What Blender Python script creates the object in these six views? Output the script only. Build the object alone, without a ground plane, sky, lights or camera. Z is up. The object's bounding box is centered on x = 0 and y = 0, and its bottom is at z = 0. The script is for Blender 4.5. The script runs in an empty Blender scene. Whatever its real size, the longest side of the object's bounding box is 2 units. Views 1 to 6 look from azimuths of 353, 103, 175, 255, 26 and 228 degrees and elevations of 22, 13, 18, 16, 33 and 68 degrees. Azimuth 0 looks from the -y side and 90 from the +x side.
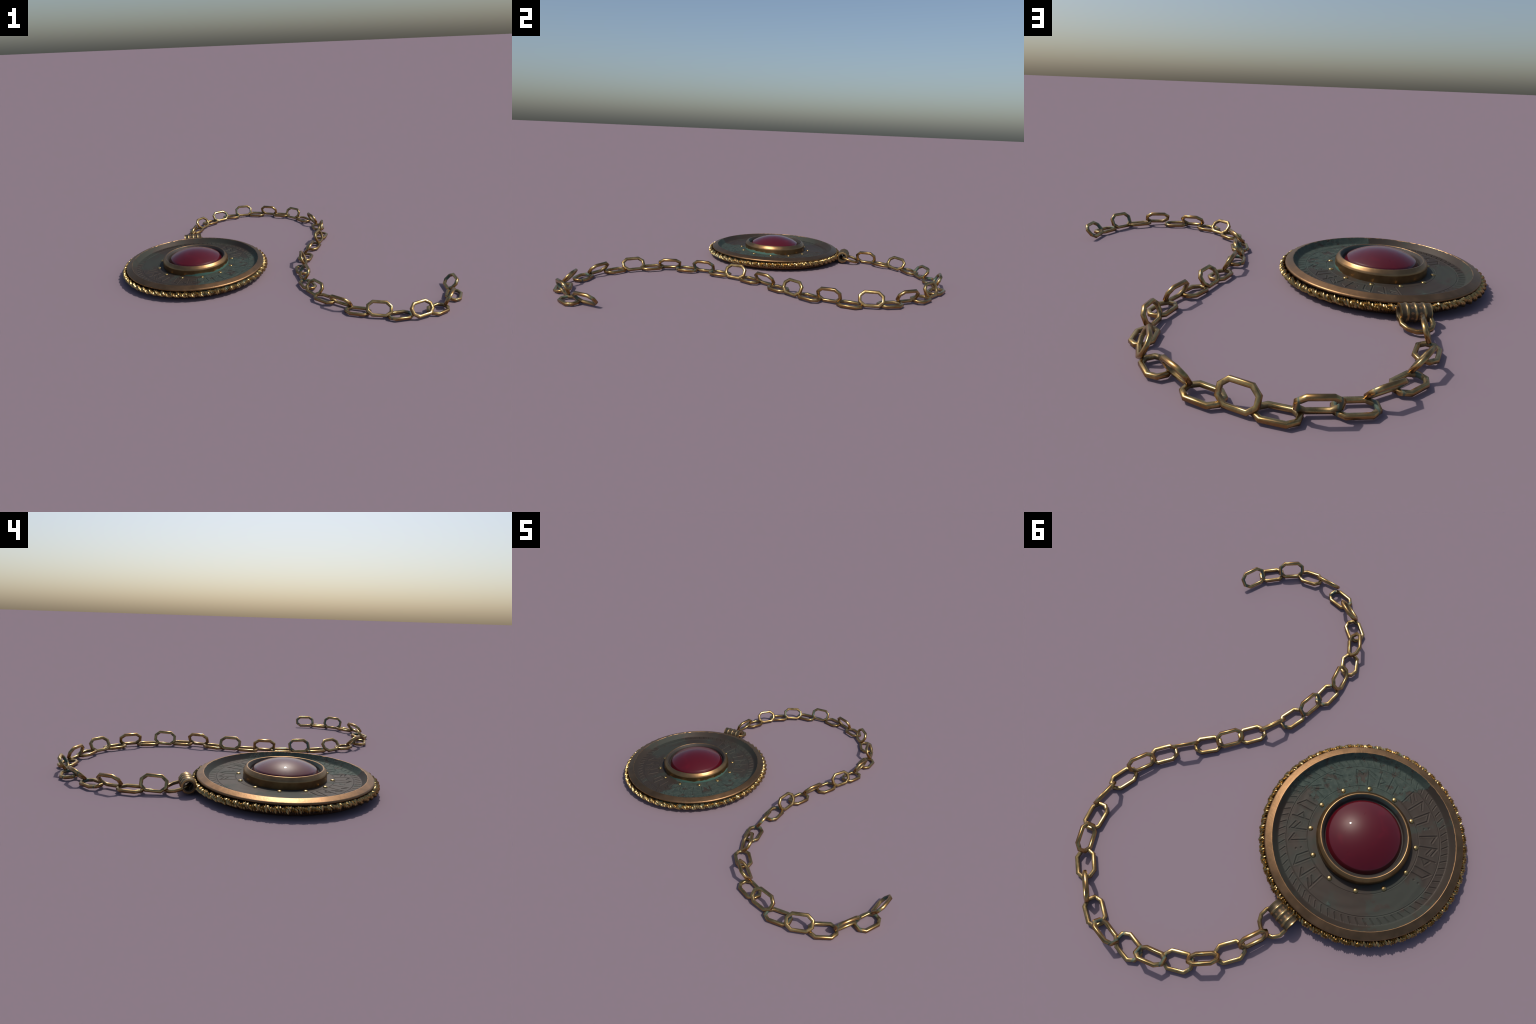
import bpy, math, random
import numpy as np
from mathutils import Vector, Matrix

random.seed(7)
rng = np.random.default_rng(7)
TAU = math.tau

# ------------------------------------------------------------------ helpers
def new_obj(name, verts, faces, mat, parent=None, smooth=True, loc=None):
    me = bpy.data.meshes.new(name)
    me.from_pydata([tuple(v) for v in verts], [], [tuple(f) for f in faces])
    me.validate()
    me.materials.append(mat)
    me.polygons.foreach_set("use_smooth", [smooth] * len(me.polygons))
    me.update()
    ob = bpy.data.objects.new(name, me)
    bpy.context.scene.collection.objects.link(ob)
    if parent is not None:
        ob.parent = parent
    if loc is not None:
        ob.location = loc
    return ob


def sharpen(ob, angle):
    """smooth shading, but edges steeper than `angle` degrees stay crisp"""
    me = ob.data
    me.set_sharp_from_angle(angle=math.radians(angle))


def lathe(profile, n, axis='z', closed=False, phase=0.0):
    """surface of revolution of (radius, height) pairs"""
    a = np.arange(n) * TAU / n + phase
    verts, faces = [], []
    for r, h in profile:
        for t in a:
            if axis == 'z':
                verts.append((r * math.cos(t), r * math.sin(t), h))
            else:
                verts.append((h, r * math.cos(t), r * math.sin(t)))
    m = len(profile)
    for i in range(m if closed else m - 1):
        j = (i + 1) % m
        for k in range(n):
            l = (k + 1) % n
            faces.append((i * n + k, i * n + l, j * n + l, j * n + k))
    return verts, faces


def rounded(points, radius=0.0015, seg=3):
    """round the inner corners of a polyline profile"""
    out = [points[0]]
    for p, q, s in zip(points[:-2], points[1:-1], points[2:]):
        p, q, s = Vector(p), Vector(q), Vector(s)
        d = min(radius, (p - q).length * .45, (s - q).length * .45)
        a = q + (p - q).normalized() * d
        b = q + (s - q).normalized() * d
        for i in range(seg + 1):
            t = i / seg
            v = (1 - t) ** 2 * a + 2 * t * (1 - t) * q + t * t * b
            out.append((v.x, v.y))
    out.append(points[-1])
    return out


# ------------------------------------------------------------------ materials
class Nodes:
    def __init__(self, name):
        self.mat = bpy.data.materials.new(name)
        self.mat.use_nodes = True
        self.t = self.mat.node_tree
        self.bsdf = self.t.nodes["Principled BSDF"]
        self.co = self.t.nodes.new("ShaderNodeTexCoord").outputs["Object"]

    def put(self, sock, val):
        if isinstance(val, (int, float)):
            sock.default_value = val
        elif isinstance(val, (tuple, list)):
            sock.default_value = tuple(val) + ((1.0,) if len(val) == 3 and len(sock.default_value) == 4 else ())
        else:
            self.t.links.new(val, sock)

    def math(self, op, a, b=0.0, c=0.0, clamp=False):
        n = self.t.nodes.new("ShaderNodeMath")
        n.operation = op
        n.use_clamp = clamp
        for i, v in enumerate((a, b, c)):
            self.put(n.inputs[i], v)
        return n.outputs[0]

    def noise(self, scale, detail=4, rough=.55, vec=None, dist=0.0):
        n = self.t.nodes.new("ShaderNodeTexNoise")
        n.inputs["Scale"].default_value = scale
        n.inputs["Detail"].default_value = detail
        n.inputs["Roughness"].default_value = rough
        n.inputs["Distortion"].default_value = dist
        self.t.links.new(vec or self.co, n.inputs["Vector"])
        return n.outputs["Fac"]

    def step(self, x, lo, hi):
        n = self.t.nodes.new("ShaderNodeMapRange")
        n.interpolation_type = 'SMOOTHSTEP'
        self.put(n.inputs["Value"], x)
        self.put(n.inputs["From Min"], lo)
        self.put(n.inputs["From Max"], hi)
        n.inputs["To Min"].default_value = 0
        n.inputs["To Max"].default_value = 1
        return n.outputs[0]

    def mix(self, fac, a, b):
        n = self.t.nodes.new("ShaderNodeMix")
        n.data_type = 'RGBA'
        self.put(n.inputs[0], fac)
        self.put(n.inputs[6], a)
        self.put(n.inputs[7], b)
        return n.outputs[2]

    def mixf(self, fac, a, b):
        n = self.t.nodes.new("ShaderNodeMix")
        n.data_type = 'FLOAT'
        self.put(n.inputs[0], fac)
        self.put(n.inputs[2], a)
        self.put(n.inputs[3], b)
        return n.outputs[0]

    def xyz(self):
        n = self.t.nodes.new("ShaderNodeSeparateXYZ")
        self.t.links.new(self.co, n.inputs[0])
        return n.outputs

    def mapping(self, scale):
        n = self.t.nodes.new("ShaderNodeMapping")
        self.t.links.new(self.co, n.inputs[0])
        n.inputs["Scale"].default_value = scale
        return n.outputs[0]

    def vec(self, x, y, z):
        n = self.t.nodes.new("ShaderNodeCombineXYZ")
        self.put(n.inputs[0], x)
        self.put(n.inputs[1], y)
        self.put(n.inputs[2], z)
        return n.outputs[0]

    def bump(self, h, strength, dist):
        n = self.t.nodes.new("ShaderNodeBump")
        n.inputs["Strength"].default_value = strength
        n.inputs["Distance"].default_value = dist
        self.put(n.inputs["Height"], h)
        self.t.links.new(n.outputs[0], self.bsdf.inputs["Normal"])

    def set(self, **kw):
        for k, v in kw.items():
            self.put(self.bsdf.inputs[k.replace('_', ' ')], v)

    def polar(self):
        x, y, z = self.xyz()
        ang = self.math('MULTIPLY', self.math('ARCTAN2', y, x), 180 / math.pi)
        r = self.math('SQRT', self.math('ADD', self.math('MULTIPLY', x, x), self.math('MULTIPLY', y, y)))
        return r, ang, z

    def arc(self, ang, centre, half, soft):
        """1 inside the sector centre +- half (degrees), soft edge"""
        d = self.math('WRAP', self.math('SUBTRACT', ang, centre), 180.0, -180.0)
        return self.step(self.math('ABSOLUTE', d), half + soft, half - soft)


BRASS = (.56, .40, .19)
BRASS_DARK = (.30, .19, .085)
BROWN = (.19, .10, .045)
COPPER = (.34, .195, .095)
PATINA = (.072, .058, .050)
GREEN = (.062, .098, .080)
TEAL = (.055, .12, .098)


def mat_dish():
    n = Nodes("patinated_bronze")
    r, ang, z = n.polar()
    cloud = n.noise(9, 5, .6)
    fine = n.noise(46, 6, .65)
    ragged = n.math('ADD', n.math('MULTIPLY', n.math('SUBTRACT', cloud, .5), 2.3),
                    n.math('MULTIPLY', n.math('SUBTRACT', fine, .5), .9))
    # strong verdigris sector, eaten away in spots
    strong = n.math('ADD', n.arc(ang, -43, 47, 26), ragged)
    spots = n.noise(22, 6, .7, dist=.4)
    bare = n.step(spots, .55, .62)
    strong = n.math('MULTIPLY', n.step(strong, .46, .68), n.math('SUBTRACT', 1.0, n.math('MULTIPLY', bare, .9)))
    # weaker greenish films elsewhere
    weak = n.math('ADD', n.math('MULTIPLY', n.arc(ang, 158, 30, 30), .95), ragged)
    weak = n.math('MULTIPLY', n.step(weak, .58, .80), .72)
    film = n.math('MULTIPLY', n.step(n.math('ADD', n.math('MULTIPLY', n.arc(ang, 45, 60, 30), .6), ragged), .30, .85), .60)
    dab = n.math('MULTIPLY', n.step(n.math('ADD', n.arc(ang, -122, 8, 7), ragged), .85, 1.05), .8)
    green = n.math('MAXIMUM', n.math('MAXIMUM', strong, weak), n.math('MAXIMUM', film, dab))
    tone = n.noise(5, 3, .5)
    base = n.mix(tone, (.039, .0325, .0262), (.047, .0345, .0258))
    base = n.mix(n.step(fine, .35, .75), base, (.043, .031, .024))
    verd = n.mix(n.step(fine, .35, .7), (.038, .053, .044), (.058, .074, .060))
    weakverd = n.mix(strong, (.042, .049, .040), verd)
    col = n.mix(green, base, weakverd)
    # metal worn bright along the crest of the wall
    edge = n.step(n.math('ADD', r, n.math('MULTIPLY', n.math('SUBTRACT', n.noise(45, 3, .6), .5), .009)), .3898, .3908)
    col = n.mix(edge, col, COPPER)
    n.set(Base_Color=col, Metallic=n.mixf(edge, .25, 1.0), Roughness=n.mixf(edge, n.mixf(green, .55, .72), .42), Specular_IOR_Level=.2)
    h = n.math('ADD', n.math('MULTIPLY', n.math('MULTIPLY', fine, n.math('ADD', strong, .08)), 1.0),
               n.math('MULTIPLY', n.noise(160, 2), .05))
    n.bump(h, .5, .004)
    return n.mat


def mat_rim():
    n = Nodes("worn_copper_rim")
    r, ang, z = n.polar()
    streak = n.noise(1.0, 3, .6, vec=n.vec(n.math('MULTIPLY', ang, 1.6), n.math('MULTIPLY', r, 22), 0))
    cloud = n.noise(14, 5, .6)
    col = n.mix(n.step(cloud, .3, .75), (.185, .106, .052), (.265, .150, .074))
    col = n.mix(n.math('MULTIPLY', n.step(streak, .62, .74), n.arc(ang, -75, 55, 20)), col, (.40, .25, .11))
    n.set(Base_Color=col, Metallic=1.0, Roughness=n.mixf(cloud, .36, .50))
    n.bump(n.math('ADD', n.math('MULTIPLY', streak, n.math('MULTIPLY', n.arc(ang, -75, 55, 20), .5)), n.math('ADD', cloud, n.math('MULTIPLY', n.noise(60, 4, .6), .4))), .3, .003)
    return n.mat


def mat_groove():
    n = Nodes("blackish_channel")
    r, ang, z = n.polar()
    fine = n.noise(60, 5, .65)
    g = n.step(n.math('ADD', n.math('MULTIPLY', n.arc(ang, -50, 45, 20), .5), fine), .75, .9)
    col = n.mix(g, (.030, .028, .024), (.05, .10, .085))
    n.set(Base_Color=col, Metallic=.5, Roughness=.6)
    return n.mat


def mat_back():
    n = Nodes("dark_copper_back")
    c = n.noise(12, 5, .6)
    n.set(Base_Color=n.mix(c, (.20, .105, .055), (.27, .15, .08)), Metallic=1.0, Roughness=.45)
    return n.mat


def mat_bezel():
    n = Nodes("bronze_bezel")
    r, ang, z = n.polar()
    cloud = n.noise(16, 5, .6)
    fine = n.noise(55, 5, .6)
    col = n.mix(n.step(cloud, .3, .7), (.24, .138, .062), (.32, .19, .088))
    # inner slope keeps the grey patina of the dish
    inner = n.step(n.math('ADD', r, n.math('MULTIPLY', n.math('SUBTRACT', fine, .5), .004)), .1818, .1796)
    green_in = n.step(n.math('ADD', n.arc(ang, -55, 45, 16), n.math('SUBTRACT', cloud, .5)), .45, .65)
    col = n.mix(inner, col, n.mix(green_in, (.040, .032, .026), (.040, .056, .046)))
    # verdigris creeping up from the floor
    lip = n.math('ADD', n.math('MULTIPLY', n.math('SUBTRACT', cloud, .5), .045), n.math('MULTIPLY', n.arc(ang, -50, 55, 25), .009))
    low = n.step(n.math('SUBTRACT', z, lip), .055, .049)
    low = n.math('MULTIPLY', low, n.arc(ang, -45, 75, 20))
    col = n.mix(low, col, (.075, .165, .13))
    dull = n.math('MAXIMUM', inner, low)
    n.set(Base_Color=col, Metallic=n.math('SUBTRACT', 1.0, n.math('MULTIPLY', dull, .7)),
          Roughness=n.mixf(dull, n.mixf(cloud, .32, .42), .65))
    n.bump(fine, .12, .002)
    return n.mat


def mat_brass(name, base=BRASS, rough=.32):
    n = Nodes(name)
    c = n.noise(30, 4, .6)
    n.set(Base_Color=n.mix(n.step(c, .3, .7), tuple(.85 * b for b in base), base), Metallic=1.0, Roughness=rough)
    return n.mat


def mat_braid():
    n = Nodes("braided_brass_wire")
    r, ang, z = n.polar()
    c = n.noise(70, 4, .6)
    col = n.mix(n.step(c, .35, .68), (.28, .182, .068), (.50, .345, .145))
    film = n.step(n.math('ADD', n.math('MULTIPLY', n.arc(ang, -55, 45, 20), .24), n.noise(40, 5, .65)), .72, .86)
    col = n.mix(n.math('MULTIPLY', film, .75), col, TEAL)
    n.set(Base_Color=col, Metallic=n.mixf(film, 1.0, .4), Roughness=n.mixf(film, .31, .6))
    return n.mat


def mat_chain():
    n = Nodes("antique_brass_chain")
    x, y, z = n.xyz()
    info = n.t.nodes.new("ShaderNodeObjectInfo").outputs["Random"]
    # shift the noise per link so that no two links wear alike
    vm = n.t.nodes.new("ShaderNodeVectorMath")
    vm.operation = 'ADD'
    n.t.links.new(n.co, vm.inputs[0])
    off = n.math('MULTIPLY', info, 37.0)
    n.t.links.new(n.vec(off, off, off), vm.inputs[1])
    v = vm.outputs[0]
    c = n.noise(38, 4, .6, vec=v)
    f = n.noise(130, 4, .6, vec=v)
    col = n.mix(n.step(c, .35, .7), (.35, .23, .088), (.49, .33, .138))
    # coppery brown along the outer edges of the wire
    ax, ay = n.math('ABSOLUTE', x), n.math('ABSOLUTE', y)
    outer = n.math('MAXIMUM', n.math('SUBTRACT', ax, .0620), n.math('SUBTRACT', ay, .0400))
    rub = n.step(n.math('ADD', outer, n.math('MULTIPLY', n.math('SUBTRACT', c, .5), .005)), -.0005, .003)
    col = n.mix(n.math('MULTIPLY', rub, .55), col, (.27, .125, .045))
    # blackish brown on the inner faces, verdigris on some links where neighbours rub
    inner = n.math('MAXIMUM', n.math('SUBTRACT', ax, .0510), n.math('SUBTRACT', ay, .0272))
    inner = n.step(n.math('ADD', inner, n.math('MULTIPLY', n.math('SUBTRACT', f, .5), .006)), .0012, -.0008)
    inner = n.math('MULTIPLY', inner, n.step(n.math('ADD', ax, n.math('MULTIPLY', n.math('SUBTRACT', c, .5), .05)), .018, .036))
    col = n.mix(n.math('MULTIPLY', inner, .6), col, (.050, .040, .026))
    pick = n.step(n.math('ADD', info, n.math('MULTIPLY', n.math('SUBTRACT', c, .5), .6)), .62, .72)
    seat = n.math('ADD', n.math('SUBTRACT', ax, n.math('MULTIPLY', ay, .35)), n.math('MULTIPLY', n.math('SUBTRACT', f, .5), .022))
    verd = n.math('MULTIPLY', n.math('MULTIPLY', n.step(seat, .040, .046), n.step(ax, .0605, .0565)), pick)
    col = n.mix(n.math('MULTIPLY', verd, .9), col, (.055, .105, .085))
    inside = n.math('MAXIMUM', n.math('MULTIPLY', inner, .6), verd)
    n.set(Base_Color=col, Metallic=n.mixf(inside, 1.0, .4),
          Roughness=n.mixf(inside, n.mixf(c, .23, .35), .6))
    n.bump(f, .05, .001)
    return n.mat


def mat_bail():
    n = Nodes("patinated_bail")
    x, y, z = n.xyz()
    c = n.noise(50, 5, .6)
    ang = n.math('MULTIPLY', n.math('ARCTAN2', z, y), 1.0)
    rr = n.math('SQRT', n.math('ADD', n.math('MULTIPLY', y, y), n.math('MULTIPLY', z, z)))
    ax = n.math('ABSOLUTE', x)
    # brass worn bare on the three ridges
    d0 = n.math('MINIMUM', ax, n.math('ABSOLUTE', n.math('SUBTRACT', ax, .032)))
    d0 = n.math('MINIMUM', d0, n.math('ABSOLUTE', n.math('SUBTRACT', ax, .0575)))
    ridge = n.step(n.math('ADD', d0, n.math('MULTIPLY', n.math('SUBTRACT', c, .5), .010)), .0056, .0018)
    ridge = n.math('MULTIPLY', ridge, n.step(rr, .026, .029))
    # row of copper lozenges in each valley
    u = n.math('SUBTRACT', n.math('FRACT', n.math('MULTIPLY', ang, 10 / TAU)), .5)
    loz = n.math('ADD', n.math('MULTIPLY', n.math('ABSOLUTE', u), .024), n.math('ABSOLUTE', n.math('SUBTRACT', ax, .0155)))
    loz = n.math('MULTIPLY', n.step(loz, .0085, .005), n.step(rr, .026, .029))
    col = n.mix(c, (.080, .060, .038), (.125, .090, .052))
    col = n.mix(n.math('MULTIPLY', n.step(c, .5, .62), .6), col, (.052, .062, .050))
    col = n.mix(n.math('MULTIPLY', loz, .85), col, (.27, .145, .07))
    col = n.mix(ridge, col, (.40, .26, .11))
    n.set(Base_Color=col, Metallic=n.mixf(ridge, .7, 1.0), Roughness=n.mixf(ridge, .5, .33), Specular_IOR_Level=.25)
    n.bump(c, .1, .002)
    return n.mat


def mat_gem():
    n = Nodes("deep_red_glass")
    c = n.noise(14, 3, .6)
    # a few hairline flaws that glint
    fl = n.step(n.noise(9, 2, .5, vec=n.mapping((7, 1.2, 3)), dist=.6), .70, .74)
    n.set(Base_Color=n.mix(n.step(c, .55, .75), (.072, .0030, .0075), (.092, .0034, .0095)),
          Roughness=n.mixf(fl, .40, .25), Specular_IOR_Level=.10,
          Coat_Weight=.85, Coat_Roughness=.02, Coat_IOR=1.42)
    n.bsdf.inputs["Subsurface Weight"].default_value = 0.0
    n.bump(fl, .05, .001)
    return n.mat


# ------------------------------------------------------------------ the thing
CX, CY = -.4903, -.1005           # centre of the medallion
root = bpy.data.objects.new("medallion_necklace", None)
root.empty_display_size = .1
bpy.context.scene.collection.objects.link(root)
root["label"] = "bronze rune medallion with red cabochon on brass chain"
root["category"] = "necklace"
HUB = (CX, CY, 0.0)

M_DISH, M_RIM, M_BACK = mat_dish(), mat_rim(), mat_back()
M_BEZEL, M_GROOVE, M_BRAID = mat_bezel(), mat_groove(), mat_braid()
M_CHAIN, M_BAIL, M_GEM = mat_chain(), mat_bail(), mat_gem()
M_STUD = mat_brass("polished_stud_brass", (.44, .30, .12), .32)

FLOOR_Z = .0485
CREST_R, CREST_Z = .3915, .0760

# ---- engraved floor of the dish -----------------------------------------
# The inscription is the charm "alu : lathu :" cut three times round the dish.
# A stroke is given as (degrees clockwise from the stave, radius) pairs.
TOP, BOT = .3190, .2465
GLYPH = {
    'a': [[(0, TOP), (0, BOT)], [(0, TOP), (6.2, .298)], [(0, .3005), (6.2, .2775)]],
    'l': [[(0, TOP), (0, BOT)], [(0, TOP), (5.6, .2965)]],
    'u': [[(0, TOP), (0, BOT)], [(0, TOP), (6.2, .2955), (7.2, BOT)]],
    'th': [[(0, TOP), (0, BOT)], [(.3, .2975), (5.2, .2800), (.8, .2650)]],
    ':': [[(0, .2935), (.25, .2925)], [(0, .2715), (.25, .2705)]],
}
TEXT = [('a', 89.9), ('l', 79.3), ('u', 69.0), (':', 56.8), ('l', 49.6), ('a', 39.5), ('th', 28.7), ('u', 18.6), (':', 7.1)]
strokes = []
for turn in range(3):
    for ch, a0 in TEXT:
        for st in GLYPH[ch]:
            w = .0030 if ch == ':' else .0026
            strokes += [((math.radians(a0 - 90.3 * turn - p[0]), p[1]), (math.radians(a0 - 90.3 * turn - q[0]), q[1]), w, .0024)
                        for p, q in zip(st[:-1], st[1:])]
for k in range(72):                                   # slanting tally marks under the wall
    a0 = 4.45 + 5 * k
    strokes.append(((math.radians(a0), .3395), (math.radians(a0 + 2.0), .3625), .0021, .0022))

NA = 1600
radii = np.concatenate([np.linspace(.198, .236, 16), np.linspace(.237, .3645, 118)])
ang = np.arange(NA) * TAU / NA
RR, AA = np.meshgrid(radii, ang, indexing='ij')
PX, PY = RR * np.cos(AA), RR * np.sin(AA)
relief = np.zeros_like(RR)


def cut(dist, w, depth, halo=.2):
    return -depth * np.exp(-(dist / w) ** 2) + halo * depth * np.exp(-((dist - 2.1 * w) / w) ** 2)


for (a0, r0), (a1, r1), w, depth in strokes:
    p, q = np.array([r0 * math.cos(a0), r0 * math.sin(a0)]), np.array([r1 * math.cos(a1), r1 * math.sin(a1)])
    lo, hi = min(a0, a1) - .06, max(a0, a1) + .06
    ids = np.arange(math.floor(lo / TAU * NA), math.ceil(hi / TAU * NA) + 1) % NA
    rows = np.where((radii > min(r0, r1) - .012) & (radii < max(r0, r1) + .012))[0]
    g = np.ix_(rows, ids)
    d = q - p
    t = np.clip(((PX[g] - p[0]) * d[0] + (PY[g] - p[1]) * d[1]) / (d @ d), 0, 1)
    dist = np.hypot(PX[g] - p[0] - t * d[0], PY[g] - p[1] - t * d[1])
    c = cut(dist, w, depth, .2 if d @ d > 1e-5 else .05)
    relief[g] = np.where(c < 0, np.minimum(relief[g], c), np.maximum(relief[g], np.where(relief[g] < 0, relief[g], c)))
for rg in (.2398, .3312):
    d = np.abs(RR - rg)
    relief += np.where(d < .008, cut(d, .0016, .0014), 0)
# hand-hammered unevenness
relief += .0005 * np.sin(AA * 7 + 3 * np.sin(RR * 40)) * np.sin(RR * 55 + AA * 3)
ZZ = FLOOR_Z + relief
wall = [(.3670, .0492), (.3690, .0507), (.3730, .0547), (.3780, .0604), (.3830, .0662), (.3870, .0710),
        (.3890, .0734), (.3903, .0749), (CREST_R, CREST_Z)]
for r, z in wall:
    RR = np.vstack([RR, np.full(NA, r)])
    ZZ = np.vstack([ZZ, np.full(NA, z)])
NR = RR.shape[0]
V = np.stack([RR * np.cos(ang), RR * np.sin(ang), ZZ], -1).reshape(-1, 3)
i, j = np.meshgrid(np.arange(NR - 1), np.arange(NA), indexing='ij')
jn = (j + 1) % NA
Fq = np.stack([i * NA + j, (i + 1) * NA + j, (i + 1) * NA + jn, i * NA + jn], -1).reshape(-1, 4)
dish = new_obj("dish", V, Fq, M_DISH, root, True, HUB)

# ---- raised rim, channel behind the braid, back plate ----------------------
rim_prof = [(CREST_R, CREST_Z), (.3924, .0764)] + rounded([(.3940, .07582), (.3975, .07455), (.4225, .0655), (.4262, .0612), (.4262, .0560), (.4205, .0520)], .004, 4)
v, f = lathe(rim_prof, 360)
rim = new_obj("rim", v, [tuple(reversed(q)) for q in f], M_RIM, root, True, HUB)
sharpen(rim, 50)
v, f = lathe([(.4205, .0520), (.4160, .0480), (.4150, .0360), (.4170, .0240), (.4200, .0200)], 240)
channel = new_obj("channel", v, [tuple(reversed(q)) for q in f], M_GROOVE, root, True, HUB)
back_prof = rounded([(.4200, .0200), (.4170, .0120), (.4060, .0035), (.3960, .0), (.15, .0), (.0005, .0)], .006, 4)
v, f = lathe(back_prof, 240)
back = new_obj("back_plate", v, [tuple(reversed(q)) for q in f] , M_BACK, root, True, HUB)

# ---- braided trim: two four-ridged wires, each twisted, wound round each other ----
def twisted_wire(phase, n=1600, wraps=-30, twists=-60, ring_r=.4334, ring_z=.0385, helix=.0058, half=.0112, squash=1.0):
    verts, faces = [], []
    for k in range(n):
        t = k / n * TAU
        e = Vector((math.cos(t), math.sin(t), 0))
        up = Vector((0, 0, 1))
        w = wraps * t + phase
        jit = 1 + .10 * math.sin(17 * t + phase) * math.sin(53 * t) + .07 * math.sin(137 * t + phase)
        c = e * (ring_r + helix * math.cos(w)) + up * (ring_z + helix * squash * math.sin(w))
        tw = twists * t + phase * 1.7 + .45 * math.sin(23 * t + phase) + .3 * math.sin(61 * t + 2 * phase)
        for s in range(8):
            a = tw + s * TAU / 8
            q = 1.06 if s % 2 == 0 else .66
            verts.append(c + (e * math.cos(a) + up * math.sin(a)) * half * jit * q)
    for k in range(n):
        l = (k + 1) % n
        for s in range(8):
            s2 = (s + 1) % 8
            faces.append((k * 8 + s, k * 8 + s2, l * 8 + s2, l * 8 + s))
    return verts, faces


for ph in (0.0, math.pi):
    v, f = twisted_wire(ph)
    b = new_obj("braided_wire", v, f, M_BRAID, root, True, HUB)
    sharpen(b, 60)

# ---- bezel, stone, studs -----------------------------------------------------
bez = rounded([(.2030, .0465), (.2028, .0520), (.2022, .0820), (.1990, .0895), (.1898, .1005), (.1862, .1038), (.1825, .1038),
               (.1785, .1000), (.1705, .0890), (.1672, .0760), (.1600, .0740)], .0026, 4)
v, f = lathe(bez, 240)
bezel = new_obj("bezel", v, f, M_BEZEL, root, True, HUB)
sharpen(bezel, 50)

APEX, SHOULDER_R, SHOULDER_Z = .1392, .150, .0985
hcap = APEX - SHOULDER_Z
RS = (SHOULDER_R ** 2 + hcap ** 2) / (2 * hcap)
phi = math.asin(SHOULDER_R / RS)
gem_prof = [(max(RS * math.sin(phi * k / 30), .0002), APEX - RS * (1 - math.cos(phi * k / 30))) for k in range(31)]
gem_prof += [(.1508, .0977), (.1520, .0962), (.1570, .0880), (.1615, .0800), (.1640, .0745), (.1645, .0600)]
v, f = lathe(gem_prof, 128)
gem = new_obj("gemstone", v, f, M_GEM, root, True, HUB)

stud_prof = [(.0110, -.004), (.0110, .0004), (.0104, .0022), (.0090, .0038), (.0068, .0050), (.0038, .0058), (.0002, .0060)]
v, f = lathe(stud_prof, 20)
stud0 = None
for k in range(12):
    a = math.radians(-23.12 + 30 * k)
    loc = (CX + .229 * math.cos(a), CY + .229 * math.sin(a), FLOOR_Z)
    if stud0 is None:
        ob = stud0 = new_obj("stud", v, f, M_STUD, root, True, loc)
    else:
        ob = stud0.copy()
        ob.name = "stud"
        ob.location = loc
        bpy.context.scene.collection.objects.link(ob)
    ob.rotation_euler = (random.uniform(-.05, .05), random.uniform(-.05, .05), random.uniform(0, TAU))

# ---- bail and the ring threaded through it --------------------------------
BAIL = (-.4945, .3730, .0422)
outer = []
HL = .0575
for k in range(49):
    x = -HL + 2 * HL * k / 48
    r = .0348
    for rx in (-.032, 0, .032):
        r += .0036 * math.exp(-((x - rx) / .0048) ** 2)
    r += .0016 * math.exp(-((abs(x) - HL) / .004) ** 2)
    outer.append((r, x))
prof = outer + [(.0320, HL + .0012), (.0225, HL + .0005), (.0208, HL - .003), (.0203, 0), (.0208, -HL + .003), (.0225, -HL - .0005), (.0320, -HL - .0012)]
v, f = lathe(prof, 10, axis='x', closed=True, phase=TAU / 4)
bail = new_obj("bail", v, f, M_BAIL, root, True, BAIL)
sharpen(bail, 46)


def ring_mesh(points, section):
    """sweep a section (outward, sideways) round a closed planar polygon with mitred corners"""
    m, s = len(points), len(section)
    verts, faces = [], []
    for k in range(m):
        p0, p, p1 = (Vector((*points[(k + d) % m], 0)) for d in (-1, 0, 1))
        d0, d1 = (p - p0).normalized(), (p1 - p).normalized()
        t = (d0 + d1).normalized()
        out = Vector((t.y, -t.x, 0))
        mitre = 1 / max(.5, t.dot(d0))
        for o, h in section:
            verts.append(p + out * o * mitre + Vector((0, 0, h)))
    for k in range(m):
        l = (k + 1) % m
        for a in range(s):
            b = (a + 1) % s
            faces.append((k * s + a, k * s + b, l * s + b, l * s + a))
    return verts, [tuple(reversed(q)) for q in faces]


def bar_section(h, c):
    """square bar of half-width h with its corners cut back by c"""
    return [(h, -h + c), (h, h - c), (h - c, h), (-h + c, h), (-h, h - c), (-h, -h + c), (-h + c, -h), (h - c, -h)]


ring_pts = [(.0590 * math.cos(TAU * (k + .5) / 12), .0590 * math.sin(TAU * (k + .5) / 12)) for k in range(12)]
ring_pts.reverse()
v, f = ring_mesh(ring_pts, bar_section(.0078, .0028))
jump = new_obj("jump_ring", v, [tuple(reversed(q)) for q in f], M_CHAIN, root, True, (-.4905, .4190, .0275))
jump.rotation_euler = (math.radians(-14), 0, 0)

# ---- chain -----------------------------------------------------------------
# elongated octagon in its own plane: x along the chain, y across
A, Bw, CA, CB = .0585, .0353, .0344, .0146
link_pts = [(A, CB), (CA, Bw), (-CA, Bw), (-A, CB), (-A, -CB), (-CA, -Bw), (CA, -Bw), (A, -CB)]
v, f = ring_mesh(link_pts, bar_section(.0078, .0028))
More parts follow.
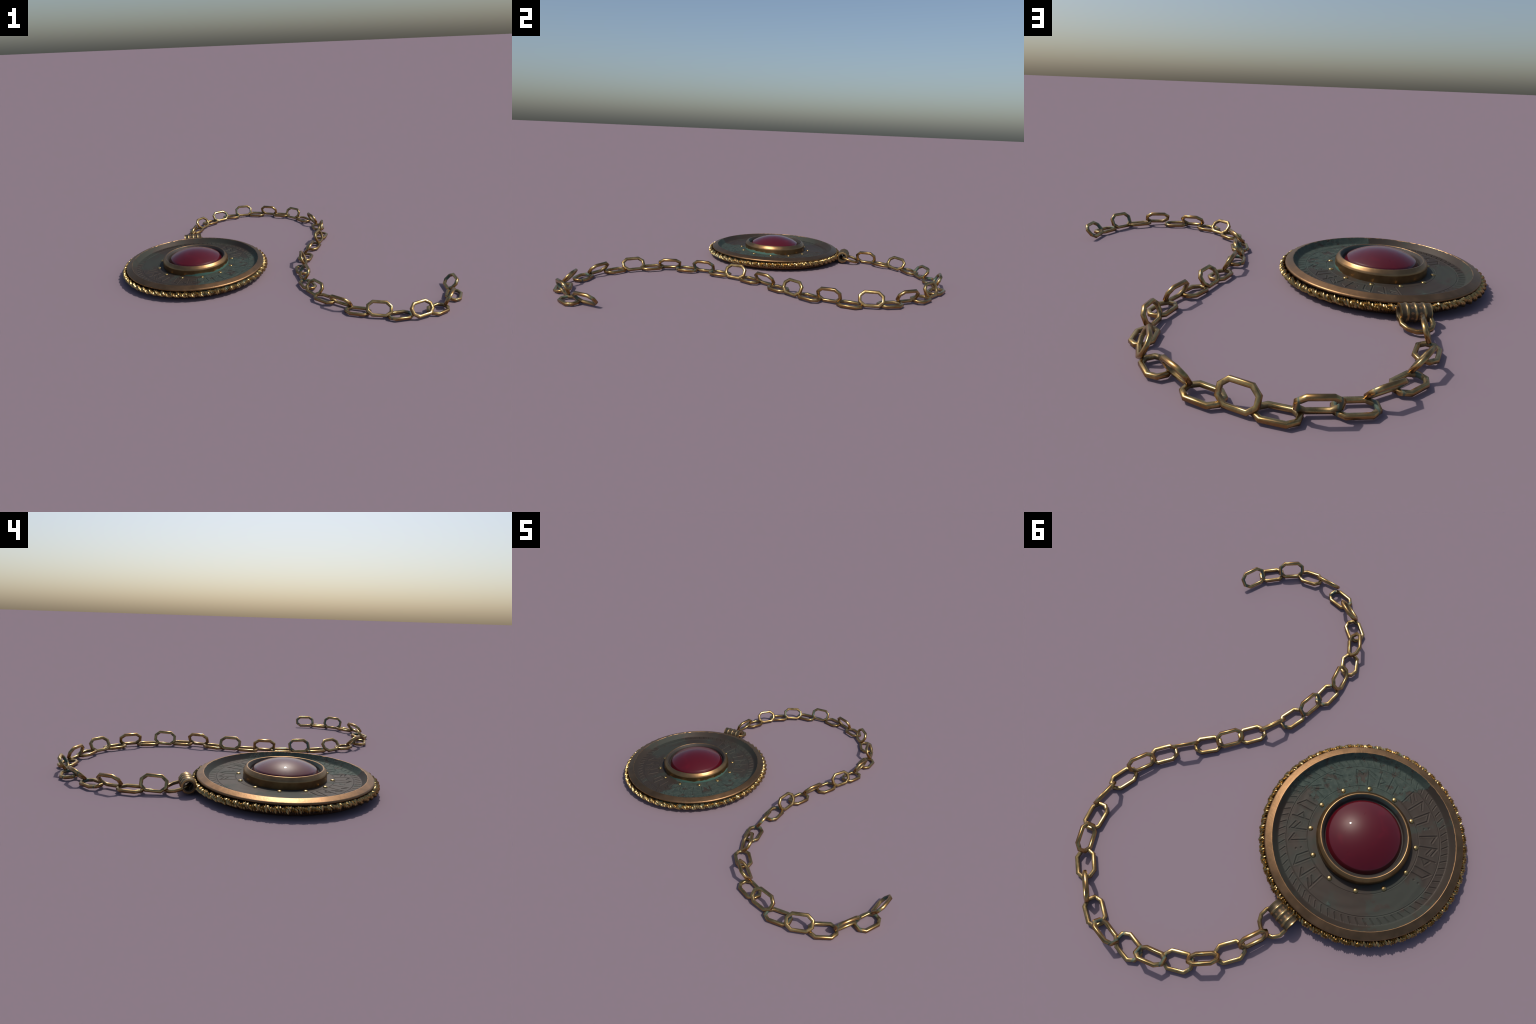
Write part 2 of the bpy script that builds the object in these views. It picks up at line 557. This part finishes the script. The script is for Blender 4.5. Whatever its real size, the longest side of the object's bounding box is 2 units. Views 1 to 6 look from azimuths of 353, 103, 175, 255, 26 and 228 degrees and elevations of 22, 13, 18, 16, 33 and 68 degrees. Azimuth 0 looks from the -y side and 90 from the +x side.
# every link lies in its own pose: x, y, z, heading, climb, lean (degrees); from the loose end to the bail
LINKS = [
    (0.9062, -0.6887, 0.0408, 259.2, 0.6, 50.5), (0.8745, -0.7912, 0.0108, 237.9, -0.5, -3.6),
    (0.8055, -0.8722, 0.0460, 232.8, -2.5, 68.2), (0.7174, -0.9315, 0.0143, 205.3, 0.8, -4.9),
    (0.6154, -0.9626, 0.0438, 195.3, -3.0, 131.3), (0.5064, -0.9513, 0.0111, 182.6, 0.2, 1.4),
    (0.4085, -0.9155, 0.0421, 162.5, 1.2, 131.3), (0.3138, -0.8627, 0.0117, 152.3, -0.9, -0.2),
    (0.2419, -0.7862, 0.0414, 133.1, 0.6, 48.0), (0.1831, -0.6960, 0.0163, 128.2, 0.4, 2.1),
    (0.1510, -0.5948, 0.0411, 112.3, -1.6, 130.9), (0.1353, -0.4924, 0.0143, 96.2, -0.5, 1.5),
    (0.1404, -0.3848, 0.0434, 90.2, 0.1, 121.6), (0.1539, -0.2800, 0.0145, 84.0, -0.2, 0.5),
    (0.1821, -0.1768, 0.0438, 76.3, 1.3, 61.4), (0.2191, -0.0801, 0.0134, 64.1, -0.2, 0.3),
    (0.2638, 0.0171, 0.0422, 64.4, 0.4, 123.5), (0.3182, 0.1072, 0.0121, 58.1, 1.6, -0.0),
    (0.3778, 0.1960, 0.0457, 58.5, -0.5, 64.1), (0.4174, 0.2925, 0.0150, 63.9, -0.5, -0.6),
    (0.4394, 0.3965, 0.0452, 75.8, 3.4, 110.0), (0.4474, 0.5028, 0.0103, 83.8, -0.5, 1.9),
    (0.4304, 0.6077, 0.0459, 99.9, -0.4, 61.0), (0.3818, 0.7008, 0.0128, 115.1, -0.1, 0.0),
    (0.3150, 0.7848, 0.0458, 127.8, -0.5, 118.3), (0.2343, 0.8551, 0.0152, 149.0, -1.8, 3.7),
    (0.1420, 0.9074, 0.0449, 149.7, -0.9, 67.0), (0.0429, 0.9421, 0.0106, 159.4, -0.3, -1.2),
    (-0.0631, 0.9504, 0.0450, 179.9, -0.3, 119.2), (-0.1665, 0.9199, 0.0125, 181.7, -0.0, 1.6),
    (-0.2587, 0.8727, 0.0402, 205.9, 0.7, 132.5), (-0.3449, 0.8047, 0.0144, 214.5, 1.2, 2.9),
    (-0.4086, 0.7211, 0.0439, 230.9, 2.2, 124.5), (-0.4589, 0.6267, 0.0157, 242.9, 0.9, 3.3),
    (-0.4872, 0.5244, 0.0453, 253.2, -3.4, 68.7),
]
link0 = None
for (x, y, z, hd, cl, ln) in LINKS:
    h, c, l = math.radians(hd), math.radians(cl), math.radians(ln)
    fx = Vector((math.cos(h) * math.cos(c), math.sin(h) * math.cos(c), math.sin(c)))
    side = Vector((-math.sin(h), math.cos(h), 0))
    fy = side * math.cos(l) + fx.cross(side) * math.sin(l)
    fz = fx.cross(fy)
    low = max(abs(px * fx.z + py * fy.z) for px, py in link_pts) + .0078 * (math.hypot(fx.z, fy.z) + abs(fz.z))
    m = Matrix((fx, fy, fz)).transposed().to_4x4()
    m.translation = (x, y, max(z, low))
    if link0 is None:
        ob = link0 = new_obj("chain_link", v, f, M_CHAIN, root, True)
    else:
        ob = link0.copy()
        ob.name = "chain_link"
        bpy.context.scene.collection.objects.link(ob)
    ob.matrix_world = m
